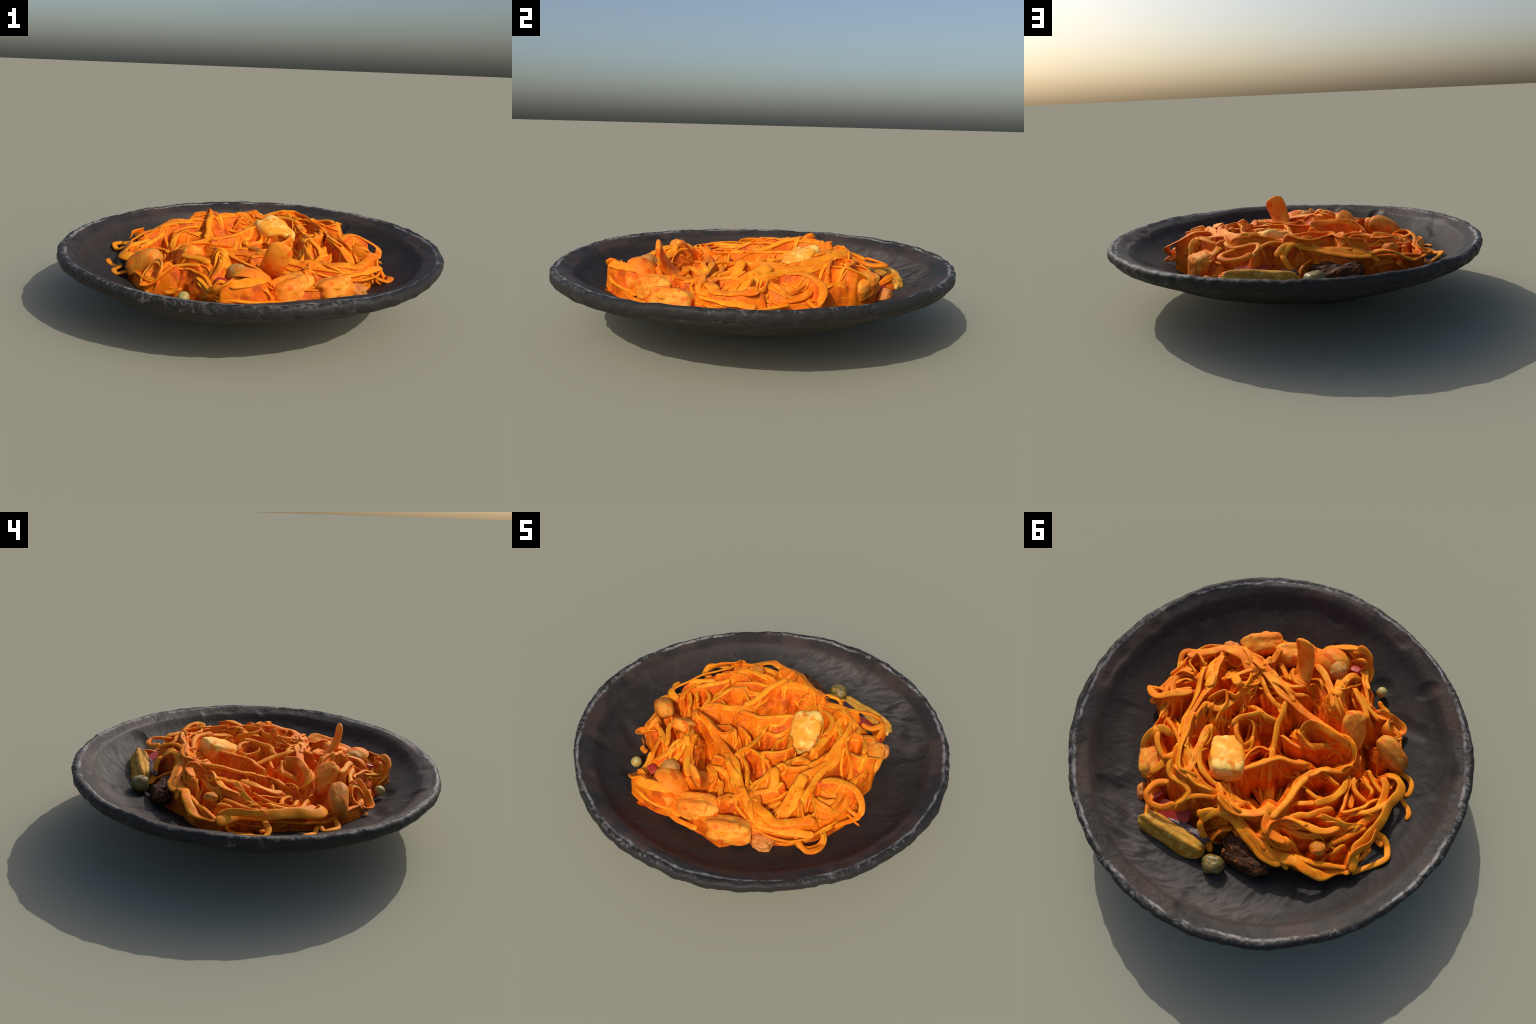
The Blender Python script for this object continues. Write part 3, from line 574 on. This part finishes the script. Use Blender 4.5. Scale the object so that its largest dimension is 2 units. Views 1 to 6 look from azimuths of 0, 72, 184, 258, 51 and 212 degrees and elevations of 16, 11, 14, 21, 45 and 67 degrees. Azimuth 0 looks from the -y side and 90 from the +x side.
def drape(field, path, half, drop, deep, length, reach):
    """raise the field into a soft concave web hanging from a strand"""
    k = int(reach / CELL) + 1
    for x, y, z in path[::2]:
        i, j = int(round((x + HALF) / CELL)), int(round((y + HALF) / CELL))
        i0, i1, j0, j1 = max(i - k, 0), min(i + k + 1, NG), max(j - k, 0), min(j + k + 1, NG)
        d = np.hypot(GX[i0:i1, j0:j1] - x, GY[i0:i1, j0:j1] - y)
        t = np.maximum(d - half, 0)
        tent = z - drop - deep * (1 - np.exp(-t / length)) - 0.3 * t
        tent[d > reach] = -1
        np.maximum(field[i0:i1, j0:j1], tent, out=field[i0:i1, j0:j1])


def blur(f, n=1):
    for _ in range(n):
        f = (np.roll(f, 1, 0) + np.roll(f, -1, 0) + 2 * f) / 4
        f = (np.roll(f, 1, 1) + np.roll(f, -1, 1) + 2 * f) / 4
    return f


def sample(field, x, y):
    fx, fy = np.clip((np.asarray(x) + HALF) / CELL, 0, NG - 1.001), np.clip((np.asarray(y) + HALF) / CELL, 0, NG - 1.001)
    i, j = fx.astype(int), fy.astype(int)
    u, v = fx - i, fy - j
    return field[i, j] * (1 - u) * (1 - v) + field[i + 1, j] * u * (1 - v) + field[i, j + 1] * (1 - u) * v + field[i + 1, j + 1] * u * v


paths = []
for kind, w, pts in STRANDS:
    p = spline(pts, 0.006)
    n = len(p)
    s = np.linspace(0, 1, n)
    ph = rng.uniform(0, 50)
    wob = np.stack([perlin(np.stack([s * n * 0.006 * 12 + ph, 0 * s + k * 7.7, 0 * s], 1)) for k in range(3)], 1)
    p = p + wob * [0.006, 0.006, 0.004]
    p[:, 2] = np.maximum(p[:, 2], plate_z(p[:, 0], p[:, 1]) + 0.35 * w)
    paths.append((kind, w, p))

for kind, w, p in paths:
    if kind == "ribbon":
        drape(bed, p, 0.36 * w, 0.003, 0.120, 0.030, 0.085)
    elif kind == "edge":
        drape(bed, p, 0.15 * w, 0.010, 0.10, 0.024, 0.07)
    elif kind == "noodle":
        drape(bed, p, 0.30 * w, 0.003, 0.085, 0.022, 0.060)
# sauce clinging round the larger pieces: (x, y, height, radius)
for px, py, pz, pr in ((0.13, 0.20, 0.335, 0.07), (0.19, -0.525, 0.245, 0.07), (0.385, -0.485, 0.225, 0.06), (-0.30, -0.29, 0.315, 0.035), (0.44, 0.40, 0.30, 0.06),
                       (-0.50, -0.30, 0.29, 0.05), (-0.06, -0.535, 0.325, 0.035), (0.085, -0.40, 0.31, 0.03), (0.06, -0.385, 0.31, 0.02), (-0.485, 0.33, 0.33, 0.02)):
    drape(bed, np.array([(px, py, pz)]), pr, 0.0, 0.12, 0.03, pr + 0.08)
lim = np.where(rho > outline(phi) - 0.01, floor - 0.006, 9.0)
ease = smooth(0.0, 0.055, outline(phi) - 0.006 + 0.02 * fbm(flat * 9 + 4, 2).reshape(NG, NG) - rho)
# sink the hollows between the strands, leave the crests
gap = top - bed
sink = 0.45 * np.maximum(0, gap - 0.025)
for hx, hy, hr, hd in ((-0.09, -0.04, 0.08, 0.05), (0.17, -0.26, 0.06, 0.05), (0.38, -0.08, 0.05, 0.03), (-0.29, 0.07, 0.07, 0.04), (0.15, 0.03, 0.07, 0.04), (0.36, -0.39, 0.05, 0.04), (-0.09, 0.29, 0.10, 0.06)):
    sink = sink + hd * np.exp(-((GX - hx) ** 2 + (GY - hy) ** 2) / (2 * (0.7 * hr) ** 2)) * smooth(0.015, 0.06, gap)
bed = np.maximum(bed - sink, floor - 0.006)
bed = np.minimum(blur(bed, 3), floor - 0.006 + (9 * ease ** 2 + 0.0))

# filler noodles combed along the traced strands
tx = np.vstack([p[::3, :2] for k, w, p in paths if k != "free"])
tg = np.vstack([np.gradient(p[:, :2], axis=0)[::3] for k, w, p in paths if k != "free"])
ta = 2 * np.arctan2(tg[:, 1], tg[:, 0])


def comb(q):
    d2 = ((tx - q) ** 2).sum(1)
    w = np.exp(-d2 / (2 * 0.035 ** 2)) + 1e-9
    return 0.5 * math.atan2((w * np.sin(ta)).sum(), (w * np.cos(ta)).sum())


fillers = []
tries = 0
while len(fillers) < 105 and tries < 2000:
    tries += 1
    t, r = rng.uniform(0, TAU), math.sqrt(rng.uniform(0, 1)) * 0.97
    q = np.array([math.cos(t), math.sin(t)]) * r * (outline(t) - 0.05)
    a0 = comb(q) + rng.normal(0, 0.45)
    bend = rng.normal(0, 8.0)
    length = rng.uniform(0.10, 0.26)
    line = []
    for sgn in (1, -1):
        pos, ang_, half = q.copy(), a0 + (math.pi if sgn < 0 else 0), []
        for k in range(int(length / 2 / 0.008)):
            g = comb(pos)
            dlt = (g - ang_ + math.pi / 2) % math.pi - math.pi / 2
            ang_ += 0.10 * dlt + bend * 0.008 * sgn
            pos = pos + 0.008 * np.array([math.cos(ang_), math.sin(ang_)])
            if np.hypot(*pos) > outline(math.atan2(pos[1], pos[0])) - 0.02:
                break
            half.append(pos.copy())
        line = half[::-1] + ([q] if sgn > 0 else []) + line if sgn > 0 else line + half
    if len(line) < 7:
        continue
    line = np.array(line)
    z = sample(bed, line[:, 0], line[:, 1])
    for _ in range(6):
        z[1:-1] = (z[:-2] + 2 * z[1:-1] + z[2:]) / 4
    w = rng.uniform(0.014, 0.026)
    z = z + 0.22 * w + np.abs(rng.normal(0, 0.010)) * np.sin(np.linspace(0, math.pi, len(z)))
    z[:2] -= 0.006
    z[-2:] -= 0.006
    p = spline(np.column_stack([line, z]), 0.007)
    fillers.append(("filler", w, p))
# loose strands slumped down the flank of the pile
for k in range(46):
    t0 = TAU * (k + rng.uniform(0, 0.9)) / 46
    if 1.35 < t0 < 2.15:
        continue
    span = rng.uniform(0.12, 0.34) * rng.choice([-1, 1])
    u = np.linspace(-1, 1, 9)
    tq = t0 + span * u
    fl = plate_z(outline(tq), 0 * tq)
    hi = np.minimum(crest(0.9 * outline(tq) * np.cos(tq), 0.9 * outline(tq) * np.sin(tq)) - 0.03, 0.31)
    lev = np.clip(rng.uniform(0.25, 0.75) + rng.uniform(-0.35, 0.35) * u + rng.uniform(-0.3, 0.3) * (1 - u * u), 0.03, 0.98)
    z = fl + 0.012 + (hi - fl) * lev
    rq = outline(tq) - 0.022 - 0.22 * (z - fl) + rng.normal(0, 0.006)
    fillers.append(("filler", rng.uniform(0.02, 0.032), spline(np.stack([rq * np.cos(tq), rq * np.sin(tq), z], 1), 0.007)))
for kind, w, p in fillers:
    drape(bed, p, 0.25 * w, 0.005, 0.05, 0.016, 0.040)
bed = blur(bed, 1)
bed = np.minimum(bed, floor - 0.006 + 9 * ease ** 2)
bed += 0.003 * fbm(flat * 45, 2).reshape(NG, NG) * skirt

bed = np.maximum(bed, floor - 0.006)
# thin strands clinging to the folds, too fine to pick out singly
fine = []
tries = 0
while len(fine) < 240 and tries < 3000:
    tries += 1
    t0, r0 = rng.uniform(0, TAU), math.sqrt(rng.uniform(0, 1)) * 0.98
    q = np.array([math.cos(t0), math.sin(t0)]) * r0 * (outline(t0) - 0.05)
    a0 = comb(q) + rng.normal(0, 0.22)
    bend = rng.normal(0, 6.0)
    n_ = int(rng.uniform(0.06, 0.17) / 0.006)
    line = [q]
    for k in range(n_):
        g = comb(line[-1])
        a0 += 0.08 * ((g - a0 + math.pi / 2) % math.pi - math.pi / 2) + bend * 0.006
        line.append(line[-1] + 0.006 * np.array([math.cos(a0), math.sin(a0)]))
        if np.hypot(*line[-1]) > outline(math.atan2(line[-1][1], line[-1][0])) - 0.03:
            break
    if len(line) < 9:
        continue
    line = np.array(line)
    z = sample(bed, line[:, 0], line[:, 1])
    for _ in range(8):
        z[1:-1] = (z[:-2] + 2 * z[1:-1] + z[2:]) / 4
    w = rng.uniform(0.010, 0.017)
    z = z + 0.22 * w
    z[:2] -= 0.004
    z[-2:] -= 0.004
    fine.append((w, np.column_stack([line, z])))
# bed mesh on a polar grid
nb_r, nb_t = 230, 640
tt = np.arange(nb_t) * TAU / nb_t
rr = np.linspace(0, 1, nb_r) ** 0.8
R_, T_ = np.meshgrid(rr, tt, indexing="ij")
RR = R_ * (outline(T_) + 0.01)
bx, by = RR * np.cos(T_), RR * np.sin(T_)
bz = sample(bed, bx, by)
me = mesh_from("sauce_coated_pasta", np.stack([bx, by, bz], -1).reshape(-1, 3), grid_faces(nb_r, nb_t), SAUCE)
o = add_object("sauce_coated_pasta", me, pasta)
o["kind"] = "stuff"


# ------------------------------------------------------------------ strands as tubes with a rounded flat section
def tube(p, w, h, tilt, seed):
    n = len(p)
    t = np.gradient(p, axis=0)
    t /= np.linalg.norm(t, axis=1, keepdims=True) + 1e-9
    side = np.cross(t, [0, 0, 1.0])
    bad = np.linalg.norm(side, axis=1) < 0.25
    side[bad] = np.cross(t[bad], [1.0, 0.3, 0])
    side /= np.linalg.norm(side, axis=1, keepdims=True)
    for k in range(1, n):
        if (side[k] * side[k - 1]).sum() < 0:
            side[k] = -side[k]
    up = np.cross(side, t)
    s = np.arange(n) * 0.006
    tw = tilt + 0.5 * perlin(np.stack([s * 9 + seed, 0 * s + 2.2, 0 * s], 1))
    ww = w * (1 + 0.30 * perlin(np.stack([s * 16 + seed, 0 * s + 5.1, 0 * s], 1)))
    hh = h * (1 + 0.30 * perlin(np.stack([s * 16 + seed, 0 * s + 9.4, 0 * s], 1)))
    cap = np.ones(n)
    m = min(4, n // 3)
    for k in range(m):
        f = math.sqrt(1 - (1 - (k + 0.35) / m) ** 2)
        cap[k] *= f
        cap[-1 - k] *= f
    A = (np.cos(tw)[:, None] * side + np.sin(tw)[:, None] * up)
    B = (-np.sin(tw)[:, None] * side + np.cos(tw)[:, None] * up)
    K = 12
    q = np.arange(K) * TAU / K
    cq, sq = np.sign(np.cos(q)) * np.abs(np.cos(q)) ** 0.8, np.sign(np.sin(q)) * np.abs(np.sin(q)) ** 0.8
    V = p[:, None] + (ww * cap / 2)[:, None, None] * cq[None, :, None] * A[:, None] + (hh * cap / 2)[:, None, None] * sq[None, :, None] * B[:, None]
    verts = V.reshape(-1, 3)
    faces = [tuple(f) for f in grid_faces(n, K)[:, ::-1]]
    verts = np.vstack([verts, p[0], p[-1]])
    a, b = n * K, n * K + 1
    faces += [(a, (k + 1) % K, k) for k in range(K)][::1]
    faces = [f[::-1] if len(f) == 3 else f for f in faces]
    faces += [(b, (n - 1) * K + (k + 1) % K, (n - 1) * K + k) for k in range(K)]
    return verts, faces


SECTION = {"arch": (0.95, 0.30, 0.4), "ribbon": (0.98, 0.24, 0.5), "edge": (0.40, 1.0, 0.2), "noodle": (0.92, 0.52, 0.5), "free": (0.95, 0.50, 0.4), "filler": (1.0, 0.50, 0.5)}
for k, (kind, w, p) in enumerate(paths + fillers):
    fw, fh, tilt = SECTION[kind]
    w = w * rng.uniform(0.8, 1.2)
    v, f = tube(p, w * fw, w * fh, rng.normal(0, tilt), 13.7 * k)
    me = mesh_from("noodle", v, f, NOODLE)
    add_object("noodle", me, pasta)


V_, F_, base_ = [], [], 0
for k, (w, p) in enumerate(fine):
    v, f = tube(spline(p, 0.006), w, 0.62 * w, rng.normal(0, 0.4), 5.3 * k)
    V_.append(v)
    F_ += [tuple(i + base_ for i in q) for q in f]
    base_ += len(v)
o = add_object("fine_noodles", mesh_from("fine_noodles", np.vstack(V_), F_, NOODLE), pasta)
o["kind"] = "stuff"


# ------------------------------------------------------------------ pieces lying in and on the pile
def lump_mesh(name, size, mat, power=2.6, bumpy=0.08, freq=1.6, seed=0.0, taper=0.0, cut=None, n=40):
    """rounded block: superellipsoid with soft dents"""
    u = (np.arange(n) + 0.5) / n * math.pi - math.pi / 2
    v = np.arange(2 * n) * TAU / (2 * n)
    U, V_ = np.meshgrid(u, v, indexing="ij")
    x, y, z = np.cos(U) * np.cos(V_), np.cos(U) * np.sin(V_), np.sin(U)
    d = np.stack([x, y, z], -1).reshape(-1, 3)
    k = (np.abs(d) ** power).sum(1) ** (-1 / power)
    q = d * k[:, None]
    q *= (1 + bumpy * fbm(d * freq + seed, 2, 0.4) * 1.7)[:, None]
    q[:, :2] *= (1 - taper * q[:, 2:3])
    q = q * np.array(size) / 2
    f = [tuple(t) for t in grid_faces(n, 2 * n)]
    m = 2 * n
    f += [tuple(range(m))[::-1], tuple((n - 1) * m + i for i in range(m))]
    return mesh_from(name, q, f, mat)


def piece(name, centre, size, mat, rot=(0, 0, 0), **kw):
    o = add_object(name, lump_mesh(name, size, mat, **kw), pasta)
    o.location = centre
    o.rotation_euler = tuple(math.radians(a) for a in rot)
    return o


CHICKEN = food_material("pale_chicken", (0.88, 0.35, 0.03), (0.92, 0.56, 0.13), (0.84, 0.24, 0.012), 9, t=(0.42, 0.60), ct=(0.52, 0.66))
COATED = food_material("sauced_chicken", (0.84, 0.22, 0.014), (0.86, 0.34, 0.035), (0.80, 0.14, 0.01), 12)
BROWN = food_material("browned_chicken", (0.56, 0.16, 0.013), (0.66, 0.25, 0.028), (0.76, 0.15, 0.007), 16)
MUSH = food_material("mushroom_cap", (0.46, 0.21, 0.05), (0.58, 0.27, 0.06), (0.70, 0.18, 0.015), 18)
HAM = food_material("onion_piece", (0.64, 0.19, 0.035), (0.70, 0.27, 0.065), None, 16)
OLIVE = food_material("olive_skin", (0.13, 0.105, 0.022), (0.22, 0.165, 0.04), (0.36, 0.16, 0.025), 22, 0.35, 0.5)
PEA = food_material("pea_skin", (0.40, 0.32, 0.08), (0.50, 0.42, 0.15), (0.48, 0.26, 0.04), 24, 0.4, 0.4)
SLAB = food_material("grilled_courgette", (0.62, 0.30, 0.035), (0.48, 0.20, 0.02), (0.66, 0.38, 0.07), 16)
SKIN = food_material("aubergine_skin", (0.035, 0.016, 0.018), (0.075, 0.03, 0.03), (0.22, 0.08, 0.03), 20, 0.4, 0.5)
PEPPER = food_material("red_pepper", (0.36, 0.020, 0.008), (0.48, 0.045, 0.012), None, 12, 0.4, 0.5)
MEAT = food_material("grilled_meat", (0.045, 0.017, 0.008), (0.11, 0.036, 0.012), (0.46, 0.14, 0.02), 14, bump=0.8, ct=(0.6, 0.72))

piece("chicken_piece", (0.128, 0.200, 0.336), (0.170, 0.245, 0.115), CHICKEN, (21, -8, 32), power=4.6, bumpy=0.10, seed=3)
piece("chicken_piece", (0.19, -0.525, 0.262), (0.225, 0.125, 0.120), COATED, (0, -6, 35), power=3.6, bumpy=0.13, seed=8)
piece("chicken_piece", (0.385, -0.485, 0.250), (0.215, 0.115, 0.115), COATED, (-25, 0, 42), power=4.0, bumpy=0.13, seed=12)
piece("chicken_piece", (0.515, -0.375, 0.212), (0.10, 0.09, 0.075), HAM, (0, 0, 20), power=3.0, bumpy=0.2, seed=15)
piece("chicken_piece", (-0.305, -0.285, 0.318), (0.12, 0.205, 0.08), COATED, (-41, 0, 29), power=3.2, bumpy=0.10, seed=21)
piece("chicken_piece", (0.440, 0.395, 0.290), (0.125, 0.20, 0.12), COATED, (6, 14, 32), power=3.2, bumpy=0.12, seed=25)
piece("chicken_piece", (-0.533, -0.296, 0.298), (0.205, 0.105, 0.110), BROWN, (0, -30, -17), power=2.8, bumpy=0.06, seed=31, taper=0.12)
piece("mushroom", (-0.060, -0.535, 0.322), (0.095, 0.11, 0.105), MUSH, (15, 0, 20), power=2.2, bumpy=0.07, seed=35)
piece("pea", (-0.299, -0.608, 0.230), (0.057, 0.057, 0.055), PEA, power=2.1, bumpy=0.03, seed=41)
piece("olive", (-0.113, 0.655, 0.258), (0.105, 0.090, 0.090), OLIVE, (0, 20, 20), power=2.3, bumpy=0.12, freq=1.3, seed=44)
piece("courgette_slab", (0.140, 0.648, 0.256), (0.34, 0.080, 0.112), SLAB, (33, -4, 3), power=5.0, bumpy=0.13, seed=47, n=48)
piece("aubergine_piece", (0.10, 0.588, 0.262), (0.28, 0.055, 0.06), SKIN, (20, 3, 3), power=3.5, bumpy=0.10, seed=49)
piece("red_pepper_piece", (0.185, 0.560, 0.286), (0.16, 0.095, 0.022), PEPPER, (-16, 0, 10), power=4, bumpy=0.06, seed=51)
piece("red_pepper_piece", (0.335, 0.53, 0.250), (0.09, 0.08, 0.03), PEPPER, (20, 15, 60), power=4, bumpy=0.08, seed=53)
piece("red_pepper_piece", (-0.128, -0.600, 0.310), (0.055, 0.045, 0.02), PEPPER, (15, 10, 0), power=4, bumpy=0.06, seed=55)
piece("meat_piece", (-0.225, 0.552, 0.243), (0.25, 0.10, 0.095), MEAT, (20, 18, 8), power=3.0, bumpy=0.13, freq=2.2, seed=57, n=56)
piece("meat_piece", (-0.18, 0.515, 0.240), (0.20, 0.12, 0.12), MEAT, (0, 0, -10), power=2.8, bumpy=0.13, freq=2.2, seed=59, n=56)
piece("onion_piece", (0.405, 0.540, 0.225), (0.06, 0.09, 0.075), HAM, (30, 10, 40), power=2.4, bumpy=0.12, seed=61, taper=0.3)
piece("mushroom", (-0.485, 0.330, 0.325), (0.075, 0.07, 0.05), BROWN, (10, 10, 0), power=2.3, bumpy=0.10, freq=1.5, seed=63)


def leaf_blade(name, base, tip, width, thick, mat, across):
    """stiff pasta sheet standing out of the pile: swept rounded-flat section"""
    base, tip, side = np.array(base, float), np.array(tip, float), np.array(across, float)
    t = (tip - base) / np.linalg.norm(tip - base)
    side = side - t * (side * t).sum()
    side /= np.linalg.norm(side)
    nrm = np.cross(side, t)
    n, K = 44, 28
    s = np.linspace(0, 1, n)
    half = width / 2 * np.where(s < 0.78, 0.92 + 0.16 * s, 1.045) * np.sqrt(np.clip(1 - np.clip((s - 0.74) / 0.262, 0, 1) ** 4.0, 0.0, 1))
    th = thick / 2 * (1.25 - 0.45 * s) * np.sqrt(np.clip(1 - np.clip((s - 0.84) / 0.162, 0, 1) ** 2.4, 0.002, 1))
    q = np.arange(K) * TAU / K
    bow = 0.030 * np.sin(s * math.pi)
    V = []
    for k in range(n):
        cen = base + (tip - base) * s[k] + nrm * bow[k]
        for a_ in q:
            V.append(cen + side * half[k] * np.sign(math.cos(a_)) * abs(math.cos(a_)) ** 0.75 + nrm * th[k] * math.sin(a_))
    V = np.array(V)
    V += 0.004 * np.stack([fbm(V * 14 + 3 * k, 2) for k in range(3)], 1)
    f = [tuple(x) for x in grid_faces(n, K)[:, ::-1]] + [tuple(range(K)), tuple((n - 1) * K + i for i in range(K))[::-1]]
    return add_object(name, mesh_from(name, V, f, mat), pasta)


BLADE = food_material("pasta_blade", (0.84, 0.19, 0.010), (0.86, 0.28, 0.02), (0.78, 0.13, 0.006), 9)
leaf_blade("pasta_blade", (0.075, -0.385, 0.27), (0.150, -0.510, 0.472), 0.115, 0.042, BLADE, (0.90, -0.35, 0.1))


def shell_piece(name, centre, size, mat, rot, fill=0.62, thick=0.014):
    """curled lobe of pasta: a thick-walled part of a bowl with a wavy lip"""
    n, m = 22, 56
    V = []
    for layer in (0, 1):
        for i in range(n):
            a = fill * math.pi * (i / (n - 1))
            for k in range(m):
                q = TAU * k / m
                aa = a * (1 + 0.10 * math.sin(2 * q + 0.7) + 0.06 * math.sin(3 * q + 2))
                s = 1 - (thick / (0.5 * min(size)) if layer else 0)
                V.append((s * math.sin(aa) * math.cos(q), s * math.sin(aa) * math.sin(q), -s * math.cos(aa)))
    V = np.array(V) * (np.array(size) / 2)
    V += 0.004 * np.stack([fbm(V * 22 + 5 * k, 2) for k in range(3)], 1)
    f = grid_faces(n, m)
    F_ = [tuple(x) for x in f[:, ::-1]] + [tuple(x) for x in f + n * m]
    o1, o2 = (n - 1) * m, (2 * n - 1) * m
    F_ += [(o1 + k, o1 + (k + 1) % m, o2 + (k + 1) % m, o2 + k) for k in range(m)]
    o = add_object(name, mesh_from(name, V, F_, mat), pasta)
    o.location = centre
    o.rotation_euler = tuple(math.radians(a) for a in rot)
    return o


shell_piece("pasta_shell", (-0.465, -0.425, 0.270), (0.115, 0.165, 0.12), COATED, (62, 0, -40), 0.55)
shell_piece("pasta_shell", (0.000, -0.565, 0.300), (0.20, 0.17, 0.13), BLADE, (150, 10, 10), 0.5)
shell_piece("pasta_shell", (-0.005, -0.640, 0.255), (0.20, 0.11, 0.17), COATED, (115, 0, 5), 0.5)


# stand both things' origins where they rest
base = Vector((0.0, 0.0, 0.13))
pasta.location = base
for child in pasta.children:
    child.matrix_parent_inverse = Matrix.Translation(-base)
